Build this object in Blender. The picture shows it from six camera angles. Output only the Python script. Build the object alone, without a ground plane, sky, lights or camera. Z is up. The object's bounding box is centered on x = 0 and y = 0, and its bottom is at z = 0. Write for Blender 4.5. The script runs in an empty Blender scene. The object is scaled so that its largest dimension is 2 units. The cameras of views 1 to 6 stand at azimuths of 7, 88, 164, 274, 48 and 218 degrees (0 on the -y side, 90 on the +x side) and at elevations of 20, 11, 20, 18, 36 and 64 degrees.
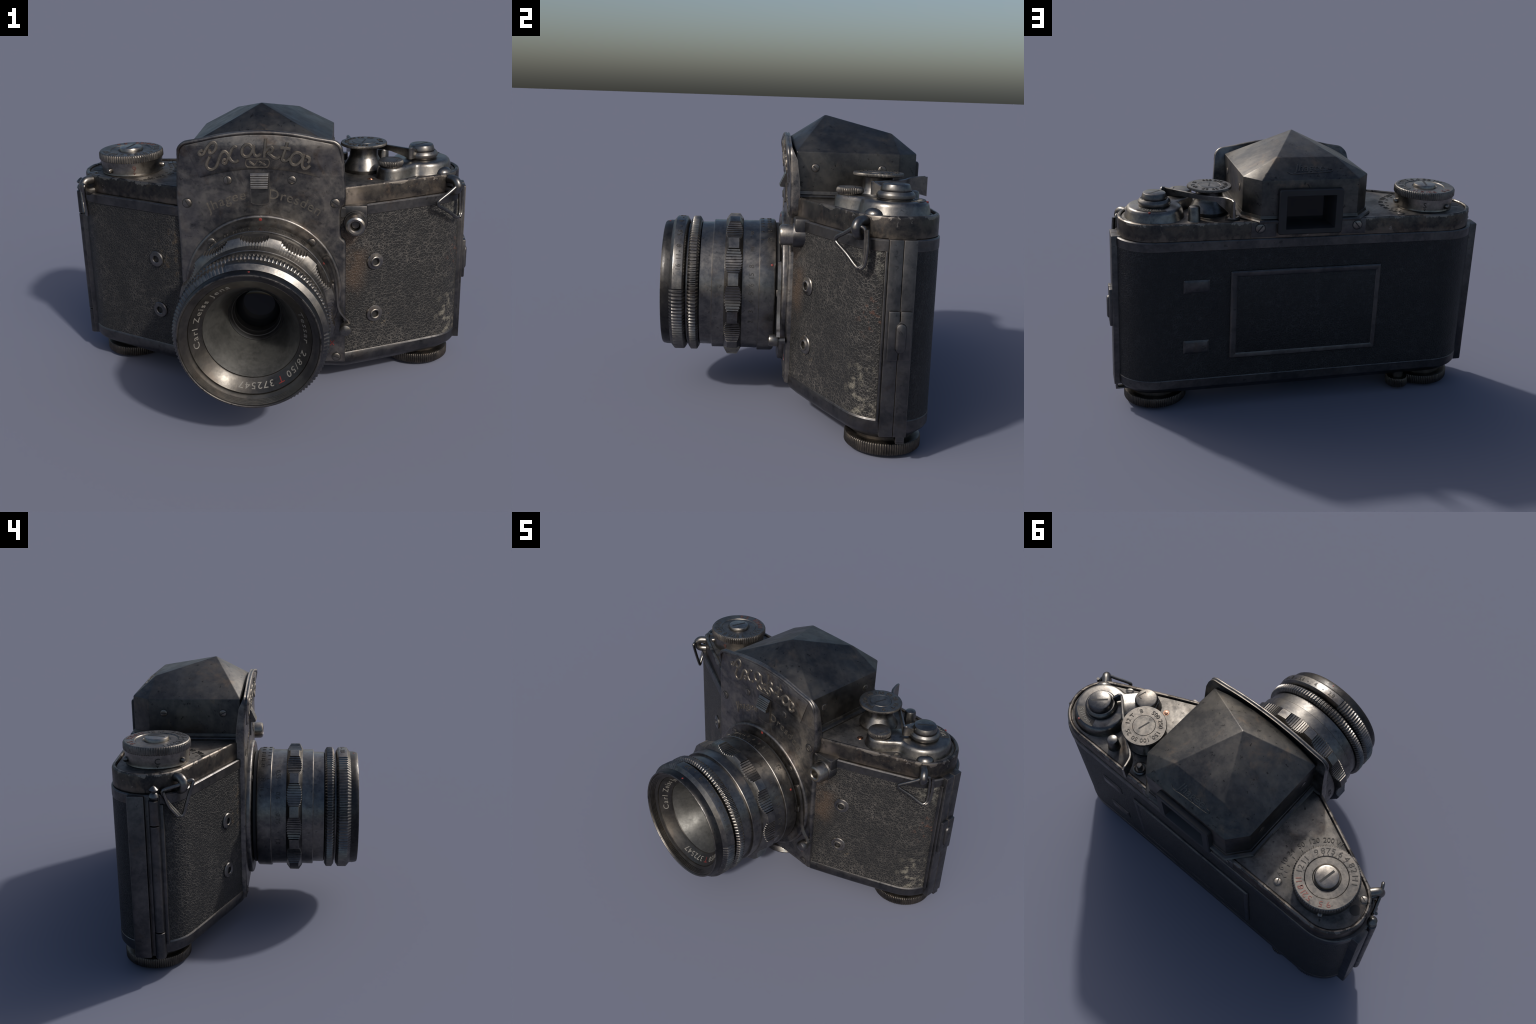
"""Weathered 35 mm single-lens reflex camera, built part by part (metres, z up, lens towards -y)."""
import bpy, bmesh, math, random
from math import sin, cos, pi, radians, tau
from mathutils import Vector, Matrix, noise

random.seed(7)
COL = bpy.context.scene.collection

# ------------------------------------------------------------------ materials
def _n(nt, kind, **inputs):
    n = nt.nodes.new(kind)
    for k, v in inputs.items():
        if k.startswith("p_"):
            setattr(n, k[2:], v)
    return n

class Mat:
    """Small helper around a node tree with a Principled BSDF."""
    def __init__(self, name):
        self.m = bpy.data.materials.new(name)
        self.m.use_nodes = True
        self.t = self.m.node_tree
        self.b = self.t.nodes["Principled BSDF"]
        self.co = self.t.nodes.new("ShaderNodeTexCoord").outputs["Object"]
    def set(self, **kw):
        for k, v in kw.items():
            k = k.replace("_", " ")
            if isinstance(v, bpy.types.NodeSocket):
                self.t.links.new(v, self.b.inputs[k])
            else:
                self.b.inputs[k].default_value = v
        return self
    def mapping(self, scale=(1, 1, 1), loc=(0, 0, 0), rot=(0, 0, 0), src=None):
        n = self.t.nodes.new("ShaderNodeMapping")
        n.inputs["Scale"].default_value = scale
        n.inputs["Location"].default_value = loc
        n.inputs["Rotation"].default_value = rot
        self.t.links.new(src or self.co, n.inputs["Vector"])
        return n.outputs[0]
    def noise(self, scale, detail=5.0, rough=0.6, dist=0.0, src=None):
        n = self.t.nodes.new("ShaderNodeTexNoise")
        n.inputs["Scale"].default_value = scale
        n.inputs["Detail"].default_value = detail
        n.inputs["Roughness"].default_value = rough
        n.inputs["Distortion"].default_value = dist
        self.t.links.new(src or self.co, n.inputs["Vector"])
        return n.outputs["Fac"]
    def voronoi(self, scale, feature="F1", src=None, rnd=1.0):
        n = self.t.nodes.new("ShaderNodeTexVoronoi")
        n.feature = feature
        n.inputs["Scale"].default_value = scale
        n.inputs["Randomness"].default_value = rnd
        self.t.links.new(src or self.co, n.inputs["Vector"])
        return n.outputs["Distance"]
    def ramp(self, fac, a, b, lo=0.0, hi=1.0):
        n = self.t.nodes.new("ShaderNodeMapRange")
        n.interpolation_type = "SMOOTHSTEP"
        n.inputs["From Min"].default_value = a
        n.inputs["From Max"].default_value = b
        n.inputs["To Min"].default_value = lo
        n.inputs["To Max"].default_value = hi
        self.t.links.new(fac, n.inputs["Value"])
        return n.outputs["Result"]
    def math(self, op, a, b=0.0):
        n = self.t.nodes.new("ShaderNodeMath")
        n.operation = op
        for i, v in enumerate((a, b)):
            if isinstance(v, bpy.types.NodeSocket):
                self.t.links.new(v, n.inputs[i])
            else:
                n.inputs[i].default_value = v
        return n.outputs[0]
    def mix(self, fac, a, b):
        n = self.t.nodes.new("ShaderNodeMix")
        n.data_type = "RGBA"
        for sock, v in ((n.inputs[0], fac), (n.inputs[6], a), (n.inputs[7], b)):
            if isinstance(v, bpy.types.NodeSocket):
                self.t.links.new(v, sock)
            elif isinstance(v, (int, float)):
                sock.default_value = v
            else:
                sock.default_value = (*v, 1)
        return n.outputs[2]
    def blob(self, centre, radii):
        """1 at a centre point, falling to 0 on an ellipsoid."""
        s = tuple(1.0 / r for r in radii)
        v = self.mapping(scale=s, loc=tuple(-c * k for c, k in zip(centre, s)))
        n = self.t.nodes.new("ShaderNodeVectorMath")
        n.operation = "LENGTH"
        self.t.links.new(v, n.inputs[0])
        return self.ramp(n.outputs["Value"], 0.25, 1.0, 1.0, 0.0)
    def edge(self, radius):
        """1 on sharp edges, 0 on flats (worn paint)."""
        bv = self.t.nodes.new("ShaderNodeBevel")
        bv.samples = 6
        bv.inputs["Radius"].default_value = radius
        ge = self.t.nodes.new("ShaderNodeNewGeometry")
        d = self.t.nodes.new("ShaderNodeVectorMath")
        d.operation = "DOT_PRODUCT"
        self.t.links.new(bv.outputs[0], d.inputs[0])
        self.t.links.new(ge.outputs["Normal"], d.inputs[1])
        return self.ramp(d.outputs["Value"], 0.80, 0.995, 1.0, 0.0)
    def bump(self, height, strength, distance):
        n = self.t.nodes.new("ShaderNodeBump")
        n.inputs["Strength"].default_value = strength
        n.inputs["Distance"].default_value = distance
        self.t.links.new(height, n.inputs["Height"])
        self.t.links.new(n.outputs[0], self.b.inputs["Normal"])

def metal(name, light, dark, rust=0.25, rough=(0.30, 0.48), metallic=1.0, blot=4.0, wear=0.0, wear_col=(0.30, 0.27, 0.24),
          rust_col=(0.13, 0.085, 0.055), speck=0.5, bumpy=0.08, shift=0.0, wear_r=0.008, chips=(0.42, 0.50), spots=0.0):
    """Tarnished metal: cool dark stains over a warmer bare tone, rust bloom, dark specks, worn edges."""
    k = Mat(name)
    src = k.mapping(loc=(shift, shift * 0.7, -shift))
    big = k.ramp(k.noise(blot, 8, 0.68, 0.6, src), 0.40, 0.60)
    fine = k.noise(blot * 6, 6, 0.7, 0, src)
    f = k.math("ADD", k.math("MULTIPLY", big, 0.6), k.math("MULTIPLY", k.ramp(fine, 0.36, 0.64), 0.4))
    c = k.mix(f, dark, light)
    rm = k.ramp(k.noise(blot * 1.7, 8, 0.68, 0.6, k.mapping(loc=(3.1 + shift, 1.7, 5.2))), 0.52, 0.72)
    c = k.mix(k.math("MULTIPLY", rm, rust), c, rust_col)
    sp = k.ramp(k.noise(42, 4, 0.6, 0.3, src), 0.62, 0.70)
    c = k.mix(k.math("MULTIPLY", sp, speck), c, tuple(x * 0.4 for x in dark))
    worn = None
    if spots:
        worn = k.math("MULTIPLY", k.ramp(k.noise(24, 4, 0.6, 0.2, k.mapping(loc=(9.0, shift, 4.0))), 0.66, 0.70), spots)
        c = k.mix(worn, c, wear_col)
    if wear:
        n = k.ramp(k.noise(11, 6, 0.72, 0.2, src), chips[0], chips[1])
        w = k.math("MULTIPLY", k.math("MULTIPLY", k.edge(wear_r), n), wear)
        c = k.mix(w, c, wear_col)
    rg = k.ramp(k.noise(blot * 3, 6, 0.65, 0.3, k.mapping(loc=(7.7, shift, 2.2))), 0.3, 0.7, rough[0], rough[1])
    k.set(Base_Color=c, Roughness=rg, Metallic=metallic)
    k.bump(k.noise(60, 5, 0.65, 0, src), bumpy, 0.004)
    return k.m

def leather(name, lines=(0.092, 0.084, 0.076), cell=(0.0145, 0.0145, 0.015), amount=(0.12, 0.95), patches=True, scale=82.0):
    k = Mat(name)
    wob = k.t.nodes.new("ShaderNodeTexNoise")
    wob.inputs["Scale"].default_value = 48
    wob.inputs["Detail"].default_value = 4
    k.t.links.new(k.co, wob.inputs["Vector"])
    mx = k.t.nodes.new("ShaderNodeVectorMath")
    mx.operation = "MULTIPLY_ADD"
    k.t.links.new(wob.outputs["Color"], mx.inputs[0])
    mx.inputs[1].default_value = (0.013, 0.013, 0.013)
    k.t.links.new(k.co, mx.inputs[2])
    d = k.voronoi(scale, "DISTANCE_TO_EDGE", k.mapping(scale=(1.12, 1.12, 0.86), src=mx.outputs[0]))
    net = k.ramp(d, 0.0, 0.19, 1.0, 0.0)
    worn = k.ramp(k.noise(3.6, 7, 0.7, 0.5), 0.34, 0.66, amount[0], amount[1])
    broken = k.ramp(k.noise(40, 4, 0.65), 0.36, 0.64, 0.22, 1.0)
    f = k.math("MULTIPLY", k.math("MULTIPLY", net, worn), broken)
    c = k.mix(f, cell, lines)
    if patches:
        dust = k.math("MULTIPLY", k.blob((0.93, 0.27, 0.27), (0.14, 0.16, 0.22)), k.ramp(k.noise(22, 6, 0.7), 0.48, 0.62))
        c = k.mix(k.math("MULTIPLY", dust, 0.75), c, (0.20, 0.185, 0.15))
        dust2 = k.math("MULTIPLY", k.blob((0.93, 0.29, 0.84), (0.10, 0.12, 0.10)), k.ramp(k.noise(26, 6, 0.7), 0.50, 0.62))
        c = k.mix(k.math("MULTIPLY", dust2, 0.6), c, (0.17, 0.165, 0.14))
        br = k.math("MULTIPLY", k.blob((0.40, 0.04, 0.66), (0.13, 0.2, 0.28)), k.ramp(k.noise(9, 6, 0.65), 0.30, 0.62))
        c = k.mix(k.math("MULTIPLY", br, 0.62), c, (0.085, 0.055, 0.036))
        red = k.math("MULTIPLY", k.blob((0.95, 0.30, 0.62), (0.12, 0.12, 0.14)), k.ramp(k.noise(38, 4, 0.6), 0.56, 0.66))
        c = k.mix(k.math("MULTIPLY", red, 0.6), c, (0.095, 0.045, 0.03))
        br2 = k.math("MULTIPLY", k.blob((-0.45, 0.05, 0.70), (0.10, 0.2, 0.22)), k.ramp(k.noise(30, 5, 0.65), 0.52, 0.66))
        c = k.mix(k.math("MULTIPLY", br2, 0.5), c, (0.10, 0.07, 0.04))
        och = k.math("MULTIPLY", k.blob((0.57, 0.09, 0.335), (0.07, 0.1, 0.035)), k.ramp(k.noise(40, 4, 0.6), 0.55, 0.66))
        c = k.mix(k.math("MULTIPLY", och, 0.8), c, (0.15, 0.10, 0.035))
    k.set(Base_Color=c, Roughness=k.ramp(net, 0, 1, 0.50, 0.62))
    k.b.inputs["Specular IOR Level"].default_value = 0.35
    k.bump(k.math("ADD", net, k.math("MULTIPLY", k.noise(40, 4, 0.6), 0.8)), 0.55, 0.004)
    return k.m

def plain(name, col, rough=0.5, metallic=0.0, spec=0.5, vary=0.35, scale=14.0):
    k = Mat(name)
    c = k.mix(k.ramp(k.noise(scale, 5, 0.65), 0.3, 0.7), tuple(x * (1 - vary) for x in col), col)
    k.set(Base_Color=c, Roughness=rough, Metallic=metallic)
    k.b.inputs["Specular IOR Level"].default_value = spec
    return k.m

M_PLATE = metal("worn_plate_metal", (0.240, 0.222, 0.202), (0.068, 0.069, 0.076), rust=0.5, rough=(0.34, 0.54), blot=4.5, wear=0.6)
M_DECK = metal("bare_deck_metal", (0.185, 0.172, 0.157), (0.058, 0.057, 0.057), rust=0.4, rough=(0.50, 0.66), blot=4.2, speck=0.8, shift=2.3)
M_COVER = metal("painted_cover_wall", (0.095, 0.085, 0.075), (0.030, 0.030, 0.033), rust=0.45, rough=(0.34, 0.54), blot=5.0, wear=0.9, wear_r=0.016, chips=(0.50, 0.54), speck=0.4, shift=2.9, rust_col=(0.17, 0.12, 0.085), spots=0.7, wear_col=(0.27, 0.245, 0.22))
def chipped(mat):
    """Paint flaked off along the upper rim and rubbed off beside the front plate."""
    k = Mat.__new__(Mat)
    k.m, k.t = mat, mat.node_tree
    k.b = k.t.nodes["Principled BSDF"]
    k.co = k.t.nodes.new("ShaderNodeTexCoord").outputs["Object"]
    old = k.b.inputs["Base Color"].links[0].from_socket
    sep = k.t.nodes.new("ShaderNodeSeparateXYZ")
    k.t.links.new(k.co, sep.inputs[0])
    up = k.ramp(sep.outputs["Z"], 0.985, 1.020)
    n = k.noise(16, 5, 0.65, 0.3, k.mapping(scale=(1, 1, 0.7), loc=(1.3, 2.2, 0)))
    chip = k.ramp(k.math("ADD", k.math("MULTIPLY", up, 0.26), n), 0.757, 0.775)
    c = k.mix(k.math("MULTIPLY", chip, 0.85), old, (0.20, 0.18, 0.16))
    low = k.ramp(sep.outputs["Z"], 0.972, 0.940)
    rub = k.ramp(k.math("ADD", k.math("MULTIPLY", low, 0.16), k.noise(10, 6, 0.7, 0.4, k.mapping(scale=(1, 1, 0.5)))), 0.56, 0.72)
    c = k.mix(k.math("MULTIPLY", rub, 0.55), c, (0.185, 0.155, 0.128))
    bare = k.math("MULTIPLY", k.blob((0.41, 0.03, 0.965), (0.10, 0.10, 0.07)), k.ramp(k.noise(14, 5, 0.6), 0.30, 0.55))
    c = k.mix(bare, c, (0.24, 0.205, 0.175))
    k.t.links.new(c, k.b.inputs["Base Color"])
chipped(M_COVER)
M_BAND = metal("dark_trim_metal", (0.122, 0.118, 0.117), (0.062, 0.063, 0.067), rust=0.3, rough=(0.36, 0.52), blot=6.0, wear=0.75, chips=(0.34, 0.46), shift=4.1, rust_col=(0.10, 0.065, 0.04))
M_LENS = metal("lens_barrel_metal", (0.205, 0.195, 0.180), (0.090, 0.090, 0.093), rust=0.3, rough=(0.27, 0.43), blot=6.0, wear=0.6, shift=1.2)
M_BRIGHT = metal("bright_bare_metal", (0.29, 0.268, 0.24), (0.14, 0.132, 0.124), rust=0.25, rough=(0.28, 0.42), blot=7.0, speck=0.3, shift=6.3)
M_DIAL = metal("dial_face_metal", (0.215, 0.198, 0.178), (0.10, 0.097, 0.094), rust=0.3, rough=(0.38, 0.54), blot=8.0, speck=0.6, shift=6.9)
M_RINGFRONT = metal("black_rim_metal", (0.060, 0.058, 0.056), (0.028, 0.028, 0.030), rust=0.15, rough=(0.34, 0.5), blot=7.0, wear=1.0, shift=3.3, wear_r=0.010, chips=(0.40, 0.48), wear_col=(0.34, 0.31, 0.28))
M_PRISM = metal("dark_prism_metal", (0.112, 0.106, 0.098), (0.054, 0.054, 0.056), rust=0.6, rough=(0.36, 0.52), blot=3.6, wear=0.35,
                rust_col=(0.19, 0.14, 0.10), speck=0.8, shift=5.5, wear_col=(0.24, 0.22, 0.19))
M_FOOT = metal("knurled_foot_metal", (0.165, 0.145, 0.122), (0.070, 0.065, 0.060), rust=0.5, rough=(0.36, 0.52), blot=7.0, shift=8.0)
M_SCREW = metal("screw_metal", (0.26, 0.24, 0.215), (0.13, 0.12, 0.11), rust=0.4, rough=(0.30, 0.44), blot=14.0, speck=0.2)
M_LETTER = metal("raised_letter_metal", (0.25, 0.225, 0.19), (0.12, 0.115, 0.108), rust=0.3, rough=(0.50, 0.62), blot=9.0, speck=0.2, wear=0.35, wear_r=0.003, chips=(0.2, 0.4), wear_col=(0.32, 0.27, 0.21))
M_WIRE = metal("strap_wire_metal", (0.20, 0.19, 0.175), (0.10, 0.098, 0.096), rust=0.2, rough=(0.24, 0.36), blot=9.0, speck=0.2, shift=7.7)
M_LEATHER = leather("grained_leather")
M_LEATHER_BACK = leather("grained_leather_back", lines=(0.050, 0.050, 0.052), cell=(0.011, 0.011, 0.012), amount=(0.2, 0.8), patches=False, scale=88)
M_CONE = metal("brushed_grey_cone", (0.098, 0.097, 0.092), (0.054, 0.054, 0.052), rust=0.0, rough=(0.42, 0.55), metallic=0.6, blot=9.0, speck=0.1)
M_NAMERING = metal("lens_name_ring", (0.092, 0.085, 0.076), (0.050, 0.047, 0.044), rust=0.15, rough=(0.32, 0.44), metallic=0.9, blot=5.0, speck=0.2)
M_BLACK = plain("flat_black", (0.012, 0.012, 0.013), 0.6)
M_GLASS = plain("dark_lens_glass", (0.006, 0.007, 0.009), 0.08, spec=0.3, vary=0.2)
M_DARKTEXT = plain("dark_text_tone", (0.075, 0.071, 0.066), 0.5, metallic=0.7)  # darker tone so numerals raised in the same metal stand out
M_PALETEXT = plain("pale_paint_fill", (0.20, 0.19, 0.17), 0.55)
M_RED = plain("red_paint", (0.22, 0.03, 0.025), 0.5)
M_PINK = plain("faded_red_paint", (0.23, 0.115, 0.10), 0.5, metallic=0.85)
M_EYE = plain("black_eyepiece_plastic", (0.016, 0.016, 0.018), 0.5)

# ------------------------------------------------------------------ mesh helpers
ROOT = bpy.data.objects.new("film_camera", None)
COL.objects.link(ROOT)
ROOT["label"] = "weathered grey metal and black leather vintage film camera"
ROOT["category"] = "camera"

def add(name, me, mat, parent=None, smooth=35.0, stuff=False):
    ob = bpy.data.objects.new(name, me)
    COL.objects.link(ob)
    ob.parent = parent or ROOT
    if mat is not None and not me.materials:
        me.materials.append(mat)
    if smooth and len(me.polygons):
        me.shade_smooth()
        me.set_sharp_from_angle(angle=radians(smooth))
    if stuff:
        ob["kind"] = "stuff"
    return ob

def mesh_from(verts, faces):
    me = bpy.data.meshes.new("m")
    me.from_pydata([tuple(v) for v in verts], [], faces)
    me.validate()
    bm = bmesh.new()
    bm.from_mesh(me)
    bmesh.ops.remove_doubles(bm, verts=bm.verts, dist=1e-6)
    bmesh.ops.recalc_face_normals(bm, faces=bm.faces)
    bm.to_mesh(me)
    bm.free()
    return me

def loft(loops, cap0=True, cap1=True, closed=True):
    """Join equal-length point loops into a skin."""
    n = len(loops[0])
    v = [p for l in loops for p in l]
    f = []
    for i in range(len(loops) - 1):
        for j in range(n if closed else n - 1):
            a, b = i * n + j, i * n + (j + 1) % n
            f.append((a, b, b + n, a + n))
    if cap0:
        f.append(tuple(range(n)))
    if cap1:
        f.append(tuple((len(loops) - 1) * n + j for j in range(n)))
    return mesh_from(v, f)

AX = {"z": lambda a, r, h, c: (c[0] + r * cos(a), c[1] + r * sin(a), c[2] + h),
      "y": lambda a, r, h, c: (c[0] + r * cos(a), c[1] + h, c[2] + r * sin(a)),
      "x": lambda a, r, h, c: (c[0] + h, c[1] + r * cos(a), c[2] + r * sin(a))}

def lathe(profile, centre=(0, 0, 0), axis="z", segs=96, teeth=0, depth=0.0, arc=None, cap0=True, cap1=True, fan=6):
    """Turn (radius, height[, knurled]) points round an axis; knurled points get teeth."""
    if teeth:
        per = fan
        segs = teeth * per
    loops = []
    for p in profile:
        r, h = p[0], p[1]
        kn = len(p) > 2 and p[2]
        l = []
        for j in range(segs):
            a = tau * j / segs
            rr = r
            if kn and teeth:
                ph = (j % per) / per
                inside = arc is None or any(lo <= math.degrees(a) <= hi for lo, hi in arc)
                if inside:
                    rr -= depth * kn * (1.0 if ph >= 0.6 else (0.55 if (ph >= 0.45 or ph < 0.05) else 0.0))
            l.append(AX[axis](a, rr, h, centre))
        loops.append(l)
    return loft(loops, cap0, cap1)

def box(c, s, bevel=0.004, rot=None, segs=2):
    bm = bmesh.new()
    bmesh.ops.create_cube(bm, size=1)
    bmesh.ops.scale(bm, verts=bm.verts, vec=s)
    if bevel:
        bmesh.ops.bevel(bm, geom=list(bm.edges), offset=bevel, segments=segs, affect="EDGES", profile=0.5)
    if rot is not None:
        bmesh.ops.transform(bm, verts=bm.verts, matrix=rot)
    bmesh.ops.translate(bm, verts=bm.verts, vec=c)
    me = bpy.data.meshes.new("m")
    bm.to_mesh(me)
    bm.free()
    return me

def smooth_path(pts, steps=6, closed=False):
    P = [Vector(p) for p in pts]
    out = []
    n = len(P)
    rng = range(n if closed else n - 1)
    for i in rng:
        p0 = P[(i - 1) % n] if (closed or i > 0) else P[i] * 2 - P[i + 1]
        p1, p2 = P[i], P[(i + 1) % n]
        p3 = P[(i + 2) % n] if (closed or i + 2 < n) else p2 * 2 - p1
        for k in range(steps):
            t = k / steps
            out.append(0.5 * ((2 * p1) + (p2 - p0) * t + (2 * p0 - 5 * p1 + 4 * p2 - p3) * t * t + (3 * p1 - p0 - 3 * p2 + p3) * t ** 3))
    if not closed:
        out.append(P[-1])
    return out

def tube(path, r, closed=False, segs=12, radii=None):
    """Sweep a circle along a path; radii gives one radius per point."""
    P = [Vector(p) for p in path]
    n = len(P)
    loops = []
    prev = None
    for i in range(n):
        if closed:
            t = P[(i + 1) % n] - P[i - 1]
        else:
            t = P[min(i + 1, n - 1)] - P[max(i - 1, 0)]
        t.normalize()
        if prev is None:
            up = Vector((0, 0, 1)) if abs(t.z) < 0.9 else Vector((1, 0, 0))
            a = t.cross(up).normalized()
        else:
            a = (prev - t * prev.dot(t)).normalized()
        prev = a
        b = t.cross(a)
        r = radii[i] if radii else r
        loops.append([tuple(P[i] + a * (r * cos(tau * k / segs)) + b * (r * sin(tau * k / segs))) for k in range(segs)])
    if closed:
        loops.append(loops[0])
        return loft(loops, False, False)
    return loft(loops)

def join(meshes):
    bm = bmesh.new()
    for m in meshes:
        bm.from_mesh(m)
    me = bpy.data.meshes.new("m")
    bm.to_mesh(me)
    bm.free()
    return me

def xform(me, mat):
    me.transform(mat)
    return me

def ribbon(path, width, height, normal, chamfer=0.35):
    """Raised letter stroke: trapezoid section swept along a flat path, standing up along normal."""
    P = [Vector(p) for p in path]
    N = Vector(normal).normalized()
    loops = []
    for i in range(len(P)):
        t = (P[min(i + 1, len(P) - 1)] - P[max(i - 1, 0)]).normalized()
        s = t.cross(N).normalized()
        w = width / 2
        loops.append([tuple(P[i] + s * w), tuple(P[i] + s * w * (1 - chamfer) + N * height), tuple(P[i] - s * w * (1 - chamfer) + N * height), tuple(P[i] - s * w)])
    return loft(loops)

# ------------------------------------------------------------------ lettering
def text_mesh(s, size, extrude, shear=0.0, spacing=1.0, bevel=0.0):
    cu = bpy.data.curves.new("t", "FONT")
    cu.body, cu.size, cu.extrude, cu.shear = s, size, extrude, shear
    cu.space_character = spacing
    cu.bevel_depth = bevel
    cu.resolution_u = 3
    cu.align_x = "CENTER"
    ob = bpy.data.objects.new("t", cu)
    COL.objects.link(ob)
    dg = bpy.context.evaluated_depsgraph_get()
    dg.update()
    me = bpy.data.meshes.new_from_object(ob.evaluated_get(dg))
    bpy.data.objects.remove(ob)
    bpy.data.curves.remove(cu)
    me.materials.clear()
    return me

def map_mesh(me, fn):
    for v in me.vertices:
        v.co = fn(v.co.x, v.co.y, v.co.z)
    me.update()
    return me

def text_front_arc(s, size, ang, radius, centre, y, ext=0.0025, inward=False, **kw):
    """Text on an x-z face, bent on a circle, read clockwise, tops outward."""
    me = text_mesh(s, size, ext, **kw)
    a0 = radians(ang)
    def fn(u, v, w):
        a = a0 - u / radius
        r = radius + v
        return (centre[0] + r * cos(a), y - w, centre[2] + r * sin(a))
    return map_mesh(me, fn)

def text_top_arc(s, size, ang, radius, centre, z, ext=0.0015, flip=False, **kw):
    """Text lying on a flat top, bent on a circle, tops outward (or inward when flipped)."""
    me = text_mesh(s, size, ext, **kw)
    a0 = radians(ang)
    def fn(u, v, w):
        if flip:
            a, r = a0 + u / radius, radius - v
        else:
            a, r = a0 - u / radius, radius + v
        return (centre[0] + r * cos(a), centre[1] + r * sin(a), z + w)
    return map_mesh(me, fn)

def text_barrel(s, size, ang, radius, y, centre, ext=0.0012, up=-1, **kw):
    """Text round a barrel whose axis is y; letter tops towards the front (up=-1)."""
    me = text_mesh(s, size, ext, **kw)
    a0 = radians(ang)
    def fn(u, v, w):
        a = a0 + (u if up < 0 else -u) / radius * 1.0
        r = radius + w
        return (centre[0] + r * cos(a), y + up * v, centre[2] + r * sin(a))
    return map_mesh(me, fn)

# ------------------------------------------------------------------ body outline
END_C, END_R = Vector((0.755, 0.403)), 0.185
BACK_Y = 0.585
def body_outline(off=0.0, back=None, arc_n=26, swell=0.0):
    """Plan of the body: flat back, round ends, front walls converging on the middle; counter-clockwise."""
    back = off if back is None else back
    r = END_R + off
    F = Vector((0.388, 0.022 - off))
    d = END_C - F
    phi = math.atan2(d.y, d.x)
    tang = phi - math.asin(min(1, r / d.length))      # direction of the front wall
    a0 = tang - pi / 2                                 # arc start
    p_end = END_C + Vector((cos(a0), sin(a0))) * r
    right = []
    for t in (0, 0.25, 0.5, 0.75):
        p = F.lerp(p_end, t)
        right.append((p.x, p.y - 0.004 * sin(pi * t)))
    for i in range(arc_n + 1):
        a = a0 + (pi / 2 - a0) * i / arc_n
        k = max(0.0, sin(a)) ** 2
        p = END_C + Vector((cos(a), sin(a))) * r
        y_back = BACK_Y + back
        right.append((p.x, p.y * (1 - k) + (p.y + (y_back - END_C.y - r)) * k))
    rear = [(x, BACK_Y + back) for x in (0.5, 0.25, 0.0, -0.25, -0.5)]
    left = [(-x - swell * min(1, max(0, (x - 0.70) / 0.2)) * (1 if y < 0.47 else 0.4), y - 0.5 * swell * min(1, max(0, (x - 0.6) / 0.2)) * (1 if y < 0.36 else 0)) for x, y in reversed(right)]
    return right + rear + left + [(0.0, 0.022 - off)]

def ring_z(off, z, back=None, swell=None):
    """Plan loop at height z; everything proud of the top cover is a little fuller at the hinge end."""
    return [(x, y, z) for x, y in body_outline(off, back, swell=(0.010 if off > 0.005 else 0.006))]

# ------------------------------------------------------------------ body
LEATHER, BAND = 0.014, 0.018
LB, BB = 0.002, 0.006             # the same on the back
add("leather_covering", loft([ring_z(LEATHER, 0.160, LB), ring_z(LEATHER, 0.905, LB)]), M_LEATHER, smooth=40)
add("base_plate", loft([ring_z(-0.060, 0.086), ring_z(-0.030, 0.090, -0.04), ring_z(BAND - 0.008, 0.122, BB - 0.01), ring_z(BAND - 0.001, 0.134, BB - 0.001), ring_z(BAND, 0.177, BB), ring_z(BAND - 0.004, 0.184, BB - 0.004), ring_z(0.0, 0.184)]), M_BAND, smooth=30)
add("trim_band", loft([ring_z(0.0, 0.880), ring_z(BAND - 0.004, 0.880, BB - 0.003), ring_z(BAND, 0.884, BB), ring_z(BAND, 0.926, BB), ring_z(BAND - 0.006, 0.931, BB - 0.004), ring_z(-0.02, 0.931)]), M_BAND, smooth=30)
cover = add("top_cover", loft([ring_z(-0.003, 0.9305), ring_z(0.0, 0.9335), ring_z(0.0, 1.010), ring_z(-0.003, 1.018), ring_z(-0.009, 1.022), ring_z(-0.016, 1.022), ring_z(-0.020, 1.018), ring_z(-0.021, 1.008)]), M_COVER, smooth=30)
deck = add("top_deck", loft([ring_z(-0.024, 1.002), ring_z(-0.024, 1.0125), ring_z(-0.026, 1.0135)]), M_DECK, cover, smooth=30)
# removable back: its leather wraps from the latch column to the hinge strip
def back_door_loop(z):
    outer = [p for p in body_outline(LEATHER + 0.002, LB + 0.002, swell=0.010) if p[1] > 0.455]
    inner = [p for p in body_outline(LEATHER - 0.006, LB - 0.006, swell=0.010) if p[1] > 0.447]
    n = min(len(outer), len(inner))
    return [(x, y, z) for x, y in outer] + [(x, y, z) for x, y in reversed(inner)]
door = add("back_door", loft([back_door_loop(0.176), back_door_loop(0.886)]), M_LEATHER_BACK, smooth=40)

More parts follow.
